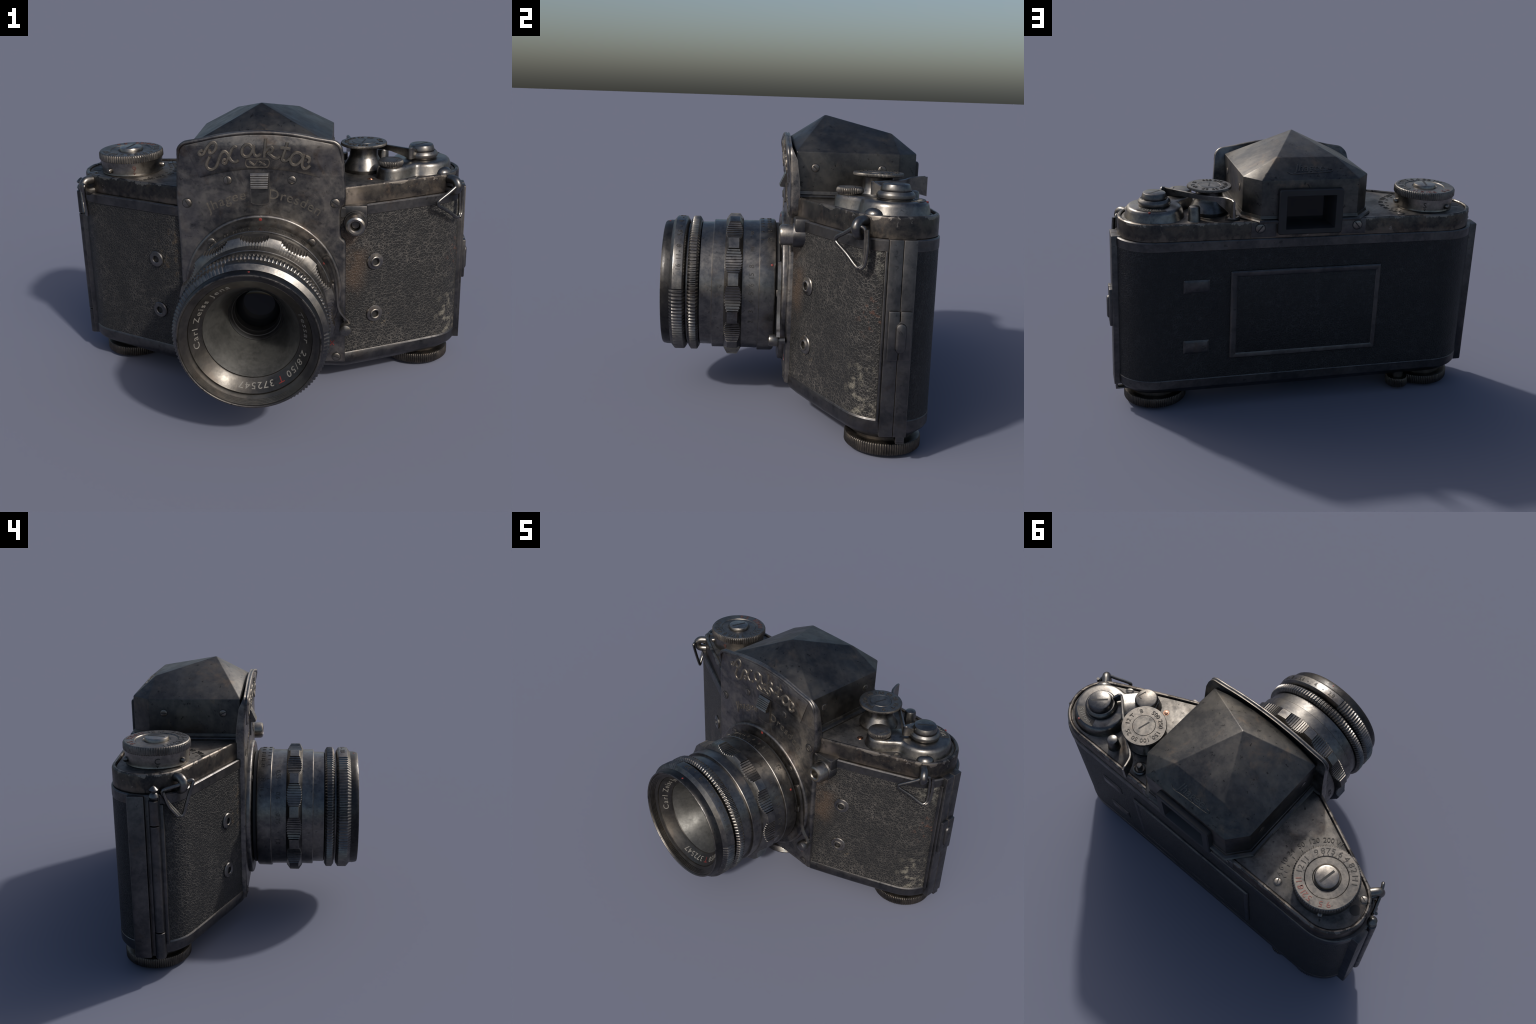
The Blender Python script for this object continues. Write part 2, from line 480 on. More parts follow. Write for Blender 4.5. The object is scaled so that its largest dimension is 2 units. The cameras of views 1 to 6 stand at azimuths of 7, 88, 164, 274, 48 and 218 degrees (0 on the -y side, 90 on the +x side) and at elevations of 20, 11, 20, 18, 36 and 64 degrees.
# side latch column (+x)
def column(x0, x1, y0, y1, z0, z1, bev=0.003):
    return box(((x0 + x1) / 2, (y0 + y1) / 2, (z0 + z1) / 2), (abs(x1 - x0), y1 - y0, z1 - z0), bev)
latch = add("latch_column", join([column(0.90, 0.974, 0.352, 0.4082, 0.118, 0.934), column(0.90, 0.974, 0.4098, 0.464, 0.118, 0.934)]), M_BAND)
add("latch_housing", join([column(0.95, 0.989, 0.362, 0.4082, 0.447, 0.650, 0.006), column(0.95, 0.989, 0.4098, 0.458, 0.447, 0.650, 0.006)]), M_BAND, latch)
def pill(c, hw, hh, depth, axis_out, n=12):
    """Rounded pill in the y-z plane standing out along x."""
    def lp(s, x):
        pts = []
        for k in range(2 * n + 2):
            a = pi * k / n if k <= n else pi * (k - 1) / n
            sgn = 1 if k <= n else -1
            pts.append((x, c[1] + (hw - s) * cos(a), c[2] + sgn * (hh - hw) + (hw - s) * sin(a)))
        return pts
    x = c[0]
    return loft([lp(0, x), lp(0, x + depth * 0.5), lp(0.004, x + depth * 0.85), lp(0.011, x + depth)])
add("latch_black_pill", pill((0.975, 0.415, 0.541), 0.027, 0.069, 0.0148, 1), M_BLACK, latch)  # solid black pill added round the button in place of a slot
add("latch_button", pill((0.975, 0.415, 0.541), 0.023, 0.063, 0.025, 1), M_BAND, latch)
add("latch_hook", join([column(0.955, 0.967, 0.423, 0.459, 0.088, 0.135, 0.003), column(0.90, 0.967, 0.423, 0.459, 0.086, 0.096, 0.003)]), M_BAND, latch)

# side hinge (-x)
hinge = add("hinge_strip", join([column(-0.988, -0.90, 0.398, 0.480, 0.108, 0.930, 0.008), column(-0.968, -0.90, 0.33, 0.41, 0.112, 0.925, 0.002)]), M_BAND)
def rod(x, y, z0, z1, r):
    return lathe([(r * 0.8, z0), (r, z0 + 0.003), (r, z1 - 0.003), (r * 0.8, z1)], (x, y, 0), "z", 24)
add("hinge_barrel", join([rod(-0.976, 0.356, 0.792, 0.912, 0.0235), rod(-0.976, 0.356, 0.250, 0.789, 0.0235), rod(-0.974, 0.356, 0.110, 0.247, 0.0255), column(-0.976, -0.92, 0.334, 0.378, 0.110, 0.912, 0.003)]), M_BAND, hinge)
add("hinge_pin", lathe([(0.010, 0.905), (0.019, 0.914), (0.0245, 0.928), (0.020, 0.940), (0.012, 0.947), (0.021, 0.955), (0.023, 0.962), (0.010, 0.975), (0.001, 0.980)], (-0.971, 0.354, 0), "z", 28), M_LENS, hinge)
add("leather_edge_strip", join([column(-0.968, -0.90, 0.314, 0.334, 0.175, 0.885, 0.002), column(0.90, 0.962, 0.340, 0.351, 0.175, 0.885, 0.002)]), M_BAND)

# back: film-type frame with a leather panel, two small plates, screws
def rect_loop(x0, x1, z0, z1, y, r=0.004, n=3):
    pts = []
    for cx, cz, a in ((x1 - r, z1 - r, 0), (x0 + r, z1 - r, 90), (x0 + r, z0 + r, 180), (x1 - r, z0 + r, 270)):
        for k in range(n + 1):
            t = radians(a + 90 * k / n)
            pts.append((cx + r * cos(t), y, cz + r * sin(t)))
    return pts
YB = BACK_Y + 0.0045
def raised_frame(o, i, y0, y1, bev=0.006):
    return loft([rect_loop(*o, y0), rect_loop(*o, y1 - bev), rect_loop(o[0] + bev, o[1] - bev, o[2] + bev, o[3] - bev, y1),
                 rect_loop(i[0] - bev, i[1] + bev, i[2] - bev, i[3] + bev, y1), rect_loop(*i, y1 - bev * 0.6), rect_loop(*i, y0)], False, False)
frame = add("back_frame", raised_frame((-0.400, 0.396, 0.287, 0.768), (-0.374, 0.364, 0.316, 0.738), YB - 0.004, YB + 0.013), M_BAND)
add("back_frame_panel", loft([rect_loop(-0.376, 0.366, 0.314, 0.740, YB - 0.003), rect_loop(-0.376, 0.366, 0.314, 0.740, YB + 0.008), rect_loop(-0.371, 0.361, 0.319, 0.735, YB + 0.011)]), M_LEATHER_BACK, frame)
def small_plate(x0, x1, z0, z1):
    return loft([rect_loop(x0, x1, z0, z1, YB - 0.004), rect_loop(x0, x1, z0, z1, YB + 0.002), rect_loop(x0 + 0.009, x1 - 0.009, z0 + 0.009, z1 - 0.009, YB + 0.008)])
add("film_guide_plate", small_plate(0.503, 0.634, 0.660, 0.729), M_BAND)
add("film_guide_plate", small_plate(0.503, 0.634, 0.328, 0.400), M_BAND)

# feet
def foot(x, y):
    p = [(0.128, 0.095), (0.128, 0.066), (0.150, 0.066), (0.160, 0.062), (0.164, 0.056, 1), (0.164, 0.019, 1), (0.158, 0.012, 0.4), (0.148, 0.009), (0.120, 0.009), (0.112, 0.015)]
    return lathe(p, (x, y, 0), "z", teeth=96, depth=0.0045)
add("knurled_foot", foot(0.757, 0.403), M_FOOT)
add("knurled_foot", foot(-0.757, 0.408), M_FOOT)
add("cutter_knob", lathe([(0.034, 0.10), (0.034, 0.064), (0.056, 0.062), (0.062, 0.055, 1), (0.062, 0.018, 1), (0.056, 0.012), (0.01, 0.011)], (-0.585, 0.520, 0), "z", teeth=36, depth=0.005), M_FOOT)
tp = [(0.160, 0.095)]
for k in range(6):
    tp += [(0.180 - 0.007 * k, 0.084 - 0.0145 * k), (0.178 - 0.007 * k, 0.076 - 0.0145 * k), (0.170 - 0.007 * k, 0.073 - 0.0145 * k)]
tp += [(0.130, 0.0), (0.085, 0.0), (0.080, 0.02), (0.001, 0.02)]
add("tripod_socket", lathe(tp, (0.0, 0.182, 0), "z", 96), M_BRIGHT)

# ------------------------------------------------------------------ screws
def screw_mesh(r, h):
    """Dome head along -y, origin on the surface."""
    bm = bmesh.new()
    me = lathe([(r, 0.004), (r, -h * 0.4), (r * 0.86, -h * 0.78), (r * 0.5, -h), (r * 0.01, -h)], (0, 0, 0), "y", 32)
    return me
def slot_bar_mesh(r, h):
    return box((0, -h * 0.99, 0), (r * 1.75, h * 0.28, r * 0.26), 0.0)  # bar proud of the head, coloured black in place of a cut slot
SCREW_HEAD, SCREW_SLOT_BAR, SCREW_SHADOW_RING = screw_mesh(0.0205, 0.0050), slot_bar_mesh(0.0205, 0.0050), lathe([(0.0245, 0.004), (0.0245, -0.0012), (0.020, -0.0012)], (0, 0, 0), "y", 32)  # last ring is black: shadow gap round the head put into colour
for m_, mt_ in ((SCREW_HEAD, M_SCREW), (SCREW_SLOT_BAR, M_BLACK), (SCREW_SHADOW_RING, M_BLACK)):
    m_.materials.append(mt_)
    m_.shade_smooth()
    m_.set_sharp_from_angle(angle=radians(35))
def screw(loc, out, spin, scale=1.0):
    """Place shared screw head, black slot bar and black ring painted as a shadow gap; out is the surface normal."""
    q = Vector((0, -1, 0)).rotation_difference(Vector(out)).to_matrix().to_4x4()
    mtx = Matrix.Translation(loc) @ q @ Matrix.Rotation(radians(spin), 4, "Y") @ Matrix.Scale(scale, 4)
    h = bpy.data.objects.new("screw", SCREW_HEAD)
    COL.objects.link(h)
    h.parent = ROOT
    h.matrix_world = mtx
    for nm, me in (("screw_slot_bar", SCREW_SLOT_BAR), ("screw_shadow_ring", SCREW_SHADOW_RING)):
        o = bpy.data.objects.new(nm, me)
        COL.objects.link(o)
        o.parent = h
    return h

# ------------------------------------------------------------------ front plate
PY = -0.014                       # front face of the plate
def plate_outline():
    """x-z outline, counter-clockwise seen from the front (-y), notch at the release button."""
    pts = [(-0.391, 0.140), (0.391, 0.140), (0.394, 0.45), (0.394, 0.762), (0.388, 0.776), (0.376, 0.786), (0.371, 0.798), (0.371, 0.920), (0.377, 0.934), (0.391, 0.946),
           (0.393, 0.985), (0.390, 1.060), (0.381, 1.190)]
    for k in range(1, 7):          # rounded shoulder
        a = radians(10 + 62 * k / 6)
        pts.append((0.318 + 0.062 * cos(a), 1.196 + 0.060 * sin(a)))
    for k in range(1, 17):         # arched top
        x = 0.30 - 0.60 * k / 17
        pts.append((x, 1.298 - 0.47 * x * x))
    for k in range(6, 0, -1):
        a = radians(10 + 62 * k / 6)
        pts.append((-0.318 - 0.062 * cos(a), 1.196 + 0.060 * sin(a)))
    pts += [(-0.381, 1.190), (-0.392, 1.060), (-0.396, 0.985), (-0.394, 0.80), (-0.395, 0.45)]
    return pts
def inset(pts, d):
    n, out = len(pts), []
    for i in range(n):
        p0, p1, p2 = Vector(pts[i - 1]), Vector(pts[i]), Vector(pts[(i + 1) % n])
        e1, e2 = (p1 - p0).normalized(), (p2 - p1).normalized()
        n1, n2 = Vector((-e1.y, e1.x)), Vector((-e2.y, e2.x))
        b = (n1 + n2)
        b = b / max(0.5, b.dot(n1))
        out.append(tuple(p1 + b * d))
    return out
def plate_back(z):
    if z < 1.17: return 0.030
    if z > 1.25: return -0.002
    return 0.030 - 0.032 * (z - 1.17) / 0.08
def lean(me):
    """The upper plate leans forward, away from the prism."""
    bm = bmesh.new()
    bm.from_mesh(me)
    for k in range(9):
        bmesh.ops.bisect_plane(bm, geom=bm.verts[:] + bm.edges[:] + bm.faces[:], plane_co=(0, 0, 1.06 + 0.025 * k), plane_no=(0, 0, 1))
    bm.to_mesh(me)
    bm.free()
    for v in me.vertices:
        t = min(1, max(0, (v.co.z - 1.05) / 0.21))
        v.co.y -= 0.011 * t * t * (3 - 2 * t)
    me.update()
    return me
po = plate_outline()
plate = add("front_plate", lean(loft([[(x, plate_back(z), z) for x, z in po], [(x, PY + 0.014, z) for x, z in po], [(x, PY + 0.006, z) for x, z in inset(po, 0.0025)],
                                 [(x, PY + 0.0015, z) for x, z in inset(po, 0.007)], [(x, PY, z) for x, z in inset(po, 0.013)]])), M_PLATE, smooth=50)
# rolled lip along the arched top
lip = [p for p in inset(po, 0.0075) if p[1] > 1.15]
lip = [(lip[0][0] + 0.004, 1.130), (lip[0][0] + 0.002, 1.165)] + lip + [(lip[-1][0] - 0.002, 1.165), (lip[-1][0] - 0.004, 1.130)]
def lip_y(z): return PY - 0.006 * min(1, max(0, (z - 1.13) / 0.10)) + 0.004
add("plate_lip", lean(tube([(x, lip_y(z), z) for x, z in lip], 0.0085, segs=14, radii=[0.0085 * max(0.12, min(1, (z - 1.12) / 0.10)) for x, z in lip])), M_PLATE, plate, smooth=60)

# raised name panel
def name_panel(d):
    def arcz(x, top): return (1.281 - 0.42 * x * x) if top else (1.119 - 0.55 * x * x)
    pts = []
    for k in range(15):
        x = -0.276 + 0.552 * k / 14
        pts.append((x, arcz(x, False)))
    for k in range(15):
        x = 0.338 - 0.676 * k / 14
        pts.append((x, arcz(x, True)))
    return inset(pts, d)
add("name_panel", lean(loft([[(x, PY + 0.004, z) for x, z in name_panel(0)], [(x, PY - 0.004, z) for x, z in name_panel(0.001)], [(x, PY - 0.0065, z) for x, z in name_panel(0.006)]])), M_PLATE, plate, smooth=40)

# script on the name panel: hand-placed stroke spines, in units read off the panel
NY = PY - 0.0065
def S(px, py): return ((px - 741) * 0.00058, NY, 1.278 - (py - 352) * 0.000589)
STROKES = [
    [(302, 468), (280, 474), (268, 490), (278, 505), (302, 498), (322, 468), (342, 436), (368, 412), (395, 406), (408, 424), (402, 456), (382, 482), (360, 490), (350, 478), (358, 458)],
    [(352, 520), (334, 552), (323, 586), (334, 614), (364, 622), (394, 606), (416, 566), (434, 516), (456, 484), (478, 478), (498, 498), (512, 534), (532, 560), (558, 562), (578, 548)],
    [(572, 446), (552, 440), (532, 458), (512, 502), (490, 548), (474, 574), (456, 566), (462, 544), (480, 546)],
    [(694, 446), (672, 424), (642, 424), (616, 452), (610, 492), (630, 518), (662, 514), (688, 484), (702, 440), (710, 428)],
    [(704, 436), (702, 480), (712, 510), (734, 514), (756, 498)],
    [(800, 376), (796, 430), (788, 480), (784, 524)],
    [(788, 488), (812, 456), (838, 444), (852, 458), (842, 480), (816, 490), (836, 510), (862, 530), (888, 532), (906, 518)],
    [(968, 408), (952, 460), (934, 508), (924, 540), (940, 556), (966, 548), (984, 530)],
    [(914, 452), (944, 452), (990, 462)],
    [(1084, 520), (1064, 496), (1034, 490), (1002, 510), (986, 548), (1000, 580), (1030, 586), (1062, 564), (1086, 526), (1098, 504)],
    [(1090, 520), (1080, 560), (1078, 596), (1094, 618), (1118, 612), (1140, 590)],
    [(1110, 520), (1132, 530), (1136, 552), (1124, 570)],
]
add("raised_script_lettering", lean(join([ribbon(smooth_path([S(*p) for p in st], 6), 0.0150, 0.0036 + 0.00025 * si, (0, -1, 0), 0.40) for si, st in enumerate(STROKES)])), M_LETTER, plate, smooth=30, stuff=True)
badge = [(660, 540), (796, 540), (818, 552), (822, 574), (808, 598), (786, 604), (668, 604), (644, 598), (634, 574), (642, 550)]
bp = smooth_path([S(*p) for p in badge], 5, closed=True)
add("model_badge", lean(join([ribbon(bp + bp[:1], 0.007, 0.0028, (0, -1, 0), 0.4), ribbon([S(664, 556), S(704, 588)], 0.010, 0.004, (0, -1, 0)), ribbon([S(704, 588), S(728, 556)], 0.006, 0.004, (0, -1, 0)),
                         ribbon([S(738, 556), S(794, 590)], 0.010, 0.0044, (0, -1, 0)), ribbon([S(742, 588), S(786, 556)], 0.006, 0.004, (0, -1, 0))])), M_LETTER, plate, smooth=30, stuff=True)

LC = (0.0, 0.0, 0.530)            # lens axis
add("maker_lettering", join([text_front_arc("Jhagee", 0.066, 110.5, 0.450, LC, PY - 0.0002, 0.0018, spacing=1.12, shear=0.15), text_front_arc("Dresden", 0.066, 69.5, 0.450, LC, PY - 0.0002, 0.0018, spacing=1.1)]), M_LETTER, plate, smooth=0, stuff=True)

# viewfinder catch below the panel
add("catch_guide", loft([[(x, PY + 0.003, z) for x, z in q] for q in ([(-0.046, 0.958), (0.046, 0.958), (0.046, 1.102), (-0.046, 1.102)],)] + [[(x, PY - 0.004, z) for x, z in [(-0.046, 0.958), (0.046, 0.958), (0.046, 1.102), (-0.046, 1.102)]]]), M_PLATE, plate)
catch = add("catch_tongue", loft([[(x, PY - 0.003, z) for x, z in t] for t in ([(-0.043, 1.05), (-0.043, 0.962), (-0.03, 0.954), (0.0, 0.951), (0.03, 0.954), (0.043, 0.962), (0.043, 1.05)],)] +
                                 [[(x, PY - 0.010, z) for x, z in [(-0.043, 1.05), (-0.043, 0.962), (-0.03, 0.954), (0.0, 0.951), (0.03, 0.954), (0.043, 0.962), (0.043, 1.05)]]]), M_BAND, plate)
slope = [(1.102, 0.006)]
for k in range(6):
    z = 1.095 - k * 0.0095
    slope += [(z, 0.012 + k * 0.0042), (z - 0.006, 0.0155 + k * 0.0042), (z - 0.0085, 0.0125 + k * 0.0042)]
slope += [(1.036, 0.036), (1.032, 0.030), (1.030, 0.0)]
def wedge(xh):
    L = [[(-xh + 0.0035 * (i > 0) * 0, PY - d, z) for z, d in slope] for i in (0,)][0]
    R = [(0.038 + 0.004 * (z - 1.03) / 0.07, PY - d, z) for z, d in slope]
    L = [(-x, y, z) for x, y, z in R]
    return loft([L + [(-0.038, PY, 1.03), (-0.042, PY, 1.102)], R + [(0.038, PY, 1.03), (0.042, PY, 1.102)]])
add("catch_thumb_rest", wedge(0.04), M_LENS, plate, smooth=25)

for loc, spin, s in (((0.345, PY, 0.956), 35, 1.0), ((-0.345, PY, 0.956), 60, 1.0), ((0.148, PY, 1.066), 25, 0.9), ((-0.149, PY, 1.066), 80, 0.9), ((0.349, PY, 0.172), 20, 0.95), ((-0.349, PY, 0.172), 70, 0.95)):
    screw(loc, (0, -1, 0), spin, s)
add("flash_mark", join([ribbon([(0.329 + sx * 0.010, PY + 0.0005, 0.246 + 0.013), (0.329 - sx * 0.010, PY + 0.0005, 0.246 - 0.013)], 0.004, 0.0015, (0, -1, 0)) for sx in (1, -1)]), M_RED, plate, smooth=0)

# sockets on the leather
wall = Vector((0.437, -0.899 + 0.0, 0))
def wall_normal(sx):
    o = body_outline(LEATHER)
    d = (Vector(o[4]) - Vector(o[0])).normalized()
    return Vector((sx * d.y, -d.x, 0)).normalized()
def wall_point(x, off):
    o = body_outline(off)
    sx = 1 if x > 0 else -1
    for i in range(4):
        if o[i][0] <= abs(x) <= o[i + 1][0]:
            t = (abs(x) - o[i][0]) / (o[i + 1][0] - o[i][0])
            return Vector((x, o[i][1] + t * (o[i + 1][1] - o[i][1]), 0))
    return Vector((x, 0.08, 0))
for sx in (1, -1):
    for z in (0.643, 0.371):
        nrm = wall_normal(sx)
        p = wall_point(sx * 0.531, LEATHER)
        p.z = z
        q = Vector((0, -1, 0)).rotation_difference(nrm).to_matrix().to_4x4()
        raised = sx > 0
        prof = [(0.043, 0.004), (0.043, -0.004), (0.040, -0.008), (0.028, -0.010), (0.026, -0.014), (0.022, -0.016), (0.017, -0.014), (0.016, 0.002)]
        if not raised:
            prof = [(0.041, 0.004), (0.041, -0.006), (0.037, -0.010), (0.020, -0.0125), (0.017, -0.010), (0.0165, 0.002)]
        me = lathe(prof, (0, 0, 0), "y", 40, cap1=False, cap0=False)
        so = add("flash_socket", xform(me, Matrix.Translation(p) @ q), M_BRIGHT if raised else M_LENS)
        add("socket_black_disc", xform(lathe([(0.0168, 0.003), (0.0168, -0.001), (0.001, -0.001)], (0, 0, 0), "y", 24), Matrix.Translation(p) @ q), M_BLACK, so)  # flat black disc closes the socket, its colour standing for depth

# shutter release on its boss (+x side of the plate)
boss = add("release_boss", join([box((0.436, 0.044, 0.905), (0.112, 0.076, 0.066), 0.010), lathe([(0.056, 0.06), (0.056, 0.006), (0.052, 0.0)], (0.438, 0.0, 0.857), "y", 40)]), M_BAND)
add("release_socket", lathe([(0.050, 0.01), (0.0485, -0.004), (0.0475, -0.046), (0.044, -0.056), (0.036, -0.061), (0.027, -0.060), (0.0225, -0.055), (0.0215, -0.010), (0.001, -0.010)], (0.438, 0.0, 0.857), "y", 48), M_BRIGHT, boss)
add("release_plunger", lathe([(0.0195, -0.005), (0.0195, -0.026), (0.017, -0.029), (0.001, -0.0295)], (0.438, 0.0, 0.857), "y", 28), M_BAND, boss)

# ------------------------------------------------------------------ lens
flange = add("mount_flange", lathe([(0.345, PY + 0.01), (0.3735, PY + 0.004), (0.3750, -0.026), (0.3735, -0.032), (0.3690, -0.0365), (0.3640, -0.038), (0.3600, -0.0368), (0.345, -0.0368), (0.300, -0.0368), (0.297, -0.043), (0.285, -0.043)], LC, "y", 180, cap0=False, cap1=False), M_PLATE, smooth=50)
add("index_dot", lathe([(0.0075, -0.030), (0.0075, -0.0376), (0.005, -0.0384), (0.001, -0.0385)], (0.0, 0.0, 0.884), "y", 20), M_RED, flange)
for sx, sp in ((1, 40), (-1, 0)):
    screw((sx * 0.236, -0.0372, 0.772), (0, -1, 0), sp, 0.9)
add("mount_gap_collar", lathe([(0.30, -0.035), (0.315, -0.045), (0.315, -0.075)], LC, "y", 120, cap0=False, cap1=False), M_BLACK, flange)  # solid black collar stands in for the dark gap behind the barrel
barrel = add("lens_barrel", lathe([(0.300, -0.060), (0.322, -0.061), (0.330, -0.066), (0.333, -0.074), (0.3335, -0.139), (0.331, -0.142), (0.3235, -0.143), (0.3225, -0.226), (0.3225, -0.300), (0.323, -0.364), (0.3205, -0.367), (0.310, -0.368),
                                   (0.309, -0.420), (0.309, -0.425), (0.300, -0.428), (0.300, -0.500), (0.312, -0.505), (0.313, -0.560)], LC, "y", 160, cap0=False, cap1=False), M_LENS, smooth=30)

# scalloped focusing ring: 12 plain crests, ribbed hollows between
def focus_ring():
    segs, yc = 12 * 108, -0.265
    loops = [[] for _ in range(8)]
    for j in range(segs):
        a = tau * j / segs
        ph = ((math.degrees(a) - 15.0) % 30.0) / 30.0          # 0 at a crest centre
        d = abs(ph - 0.5) * 2                                   # 1 crest, 0 hollow middle
        if d > 0.68:
            R = 0.3565
        else:
            R = 0.3535 - 0.017 * (1 - (d / 0.68) ** 2)
            R -= 0.0050 * (1.0 if ((ph - 0.5) / 0.68 * 9.0 + 0.25) % 1.0 > 0.5 else 0.0)
        hw = 0.0395 - (R - 0.334) * 0.66
        for i, (rr, yy) in enumerate(((0.318, 0.044), (0.324, 0.043), (R - 0.002, hw + 0.001), (R, hw - 0.001), (R, -hw + 0.001), (R - 0.002, -hw - 0.001), (0.324, -0.043), (0.318, -0.044))):
            loops[i].append((LC[0] + rr * cos(a), yc + yy, LC[2] + rr * sin(a)))
    return loft(loops, False, False)
add("focusing_ring", focus_ring(), M_LENS, barrel, smooth=28)
add("preset_ring", lathe([(0.300, -0.428), (0.318, -0.430), (0.335, -0.440, 1), (0.337, -0.443, 1), (0.337, -0.469, 1), (0.335, -0.472, 1), (0.320, -0.482), (0.300, -0.483)], LC, "y", teeth=120, depth=0.007, cap0=False, cap1=False), M_LENS, barrel, smooth=28)
add("aperture_ring", lathe([(0.300, -0.490), (0.316, -0.492), (0.334, -0.504, 1), (0.336, -0.507, 1), (0.336, -0.548, 1), (0.3345, -0.5525, 1), (0.3135, -0.569), (0.305, -0.570)], LC, "y", teeth=120, depth=0.006, arc=[(106, 360), (0, 6)], cap0=False, cap1=False), M_LENS, barrel, smooth=28)
rim = add("front_rim", lathe([(0.305, -0.560), (0.3135, -0.562), (0.3125, -0.590), (0.309, -0.606), (0.3055, -0.6105), (0.3010, -0.6105), (0.2985, -0.607)], LC, "y", 160, cap0=False, cap1=False), M_RINGFRONT, barrel, smooth=40)
th = [(0.2990, -0.6075)]
for k in range(5):
    th += [(0.2965 - 0.0035 * k, -0.602 + 0.006 * k), (0.2915 - 0.0035 * k, -0.600 + 0.006 * k)]
th += [(0.2725, -0.572), (0.266, -0.570), (0.264, -0.561)]
add("filter_thread", lathe(th, LC, "y", 160, cap0=False, cap1=False), M_NAMERING, barrel, smooth=30)
ring = add("name_ring", lathe([(0.268, -0.562), (0.262, -0.565), (0.257, -0.560), (0.216, -0.517), (0.212, -0.515), (0.210, -0.510)], LC, "y", 160, cap0=False, cap1=False), M_NAMERING, barrel, smooth=40)
add("inner_cone", lathe([(0.2125, -0.5115), (0.209, -0.508), (0.126, -0.325), (0.124, -0.318)], LC, "y", 128, cap0=False, cap1=False), M_CONE, barrel, smooth=40)
add("element_ring", lathe([(0.128, -0.322), (0.122, -0.326), (0.117, -0.320), (0.113, -0.304), (0.109, -0.302), (0.106, -0.275), (0.103, -0.272), (0.1015, -0.225)], LC, "y", 96, cap0=False, cap1=False), M_BLACK, barrel, smooth=40)
add("front_glass", lathe([(0.103, -0.225)] + [(0.1025 * cos(radians(t)), -0.228 - 0.022 * sin(radians(t))) for t in range(8, 90, 8)] + [(0.0005, -0.250)], LC, "y", 96, cap0=False), M_GLASS, barrel, smooth=60)

# front lettering on the conical name ring
def text_cone(s, size, ang, frac, **kw):
    r0, y0, r1, y1 = 0.216, -0.517, 0.257, -0.560
    sl = math.hypot(r1 - r0, y1 - y0)
    rad = r0 + (r1 - r0) * frac
    me = text_mesh(s, size, 0.0008, **kw)
    dr, dy = (r1 - r0) / sl, (y1 - y0) / sl
    a0 = radians(ang)
    def fn(u, v, w):
        a = a0 - u / rad
        r, y = rad + dr * v + dy * w, y0 + (y1 - y0) * frac + dy * v - dr * w
        return (LC[0] + r * cos(a), y, LC[2] + r * sin(a))
    return map_mesh(me, fn)
add("lens_name_lettering", join([text_cone("Carl Zeiss Jena", 0.044, 153, 0.28, spacing=1.25), text_cone("Tessar", 0.044, 11, 0.28, spacing=1.22), text_cone("2,8/50", 0.044, -33, 0.28, spacing=1.22), text_cone("372547", 0.044, -85, 0.28, spacing=1.18)]), M_PALETEXT, ring, smooth=0, stuff=True)
add("coating_mark", text_cone("T", 0.046, -58, 0.28), M_RED, ring, smooth=0)

# scales round the barrel
ap = []
for a, s in ((94, "2,8"), (75, "4"), (57, "5,6"), (43, "8"), (33, "11"), (24, "16")):
    ap.append(text_barrel(s, 0.034, a, 0.3362, -0.516, LC))
for a in (84.5, 66, 49, 38):
    ap.append(text_barrel(".", 0.06, a, 0.3362, -0.520, LC))
add("aperture_numerals", join(ap), M_DARKTEXT, barrel, smooth=0, stuff=True)
ds = []
for a, s in ((62, "\u221e"), (43, "m"), (27, "8"), (18.5, "15"), (11, "6"), (4, "5"), (-3, "4"), (-12, "3"), (-22, "2"), (150, "0,6"), (128, "0,55"), (172, "0,75"), (196, "1,0"), (214, "0")):
    ds.append(text_barrel(s, 0.034, a, 0.3228, -0.168, LC))
for a, s in ((118, "22"), (110, "16"), (104, "11"), (98, "8"), (90, "4"), (82, "4"), (76, "8"), (70, "11"), (62, "16"), (52, "22"), (134, "22"), (144, "16")):
    ds.append(text_barrel(s, 0.030, a, 0.3338, -0.084, LC))
    ds.append(text_barrel("I", 0.022, a, 0.3338, -0.120, LC))
add("distance_numerals", join(ds), M_DARKTEXT, barrel, smooth=0, stuff=True)
def barrel_dot(a, y, r, rad=0.007):
    a = radians(a)
    me = lathe([(rad, -0.002), (rad, 0.0006), (rad * 0.7, 0.0014), (0.0002, 0.0016)], (0, 0, 0), "z", 16)
    o = Vector((cos(a), 0, sin(a)))
    q = Vector((0, 0, 1)).rotation_difference(o).to_matrix().to_4x4()
    return xform(me, Matrix.Translation((LC[0] + r * o.x, y, LC[2] + r * o.z)) @ q)
add("red_index_mark", join([barrel_dot(28, -0.083, 0.3335, 0.006), barrel_dot(88, -0.589, 0.3122, 0.005)]), M_RED, barrel, smooth=0)

# bayonet lever hugging the mount, with its round knob
lev = [(0.292, 0.700), (0.306, 0.704), (0.318, 0.690), (0.338, 0.640), (0.350, 0.580), (0.355, 0.520), (0.358, 0.470), (0.368, 0.432), (0.388, 0.402), (0.406, 0.386), (0.414, 0.368)]
lp = smooth_path([(x, 0, z) for x, z in lev], 5)
def blade(path, y0, y1, th):
    loops = []
    for i, p in enumerate(path):
        t = (path[min(i + 1, len(path) - 1)] - path[max(i - 1, 0)]).normalized()
        s = Vector((t.z, 0, -t.x)) * (th / 2)
        loops.append([(p.x + s.x, y0, p.z + s.z), (p.x - s.x, y0, p.z - s.z), (p.x - s.x, y1, p.z - s.z), (p.x + s.x, y1, p.z + s.z)])
    return loft(loops)
blv = add("bayonet_lever", join([blade(lp, -0.056, -0.040, 0.008), box((0.330, -0.052, 0.560), (0.020, 0.018, 0.034), 0.005)]), M_BRIGHT, smooth=40)
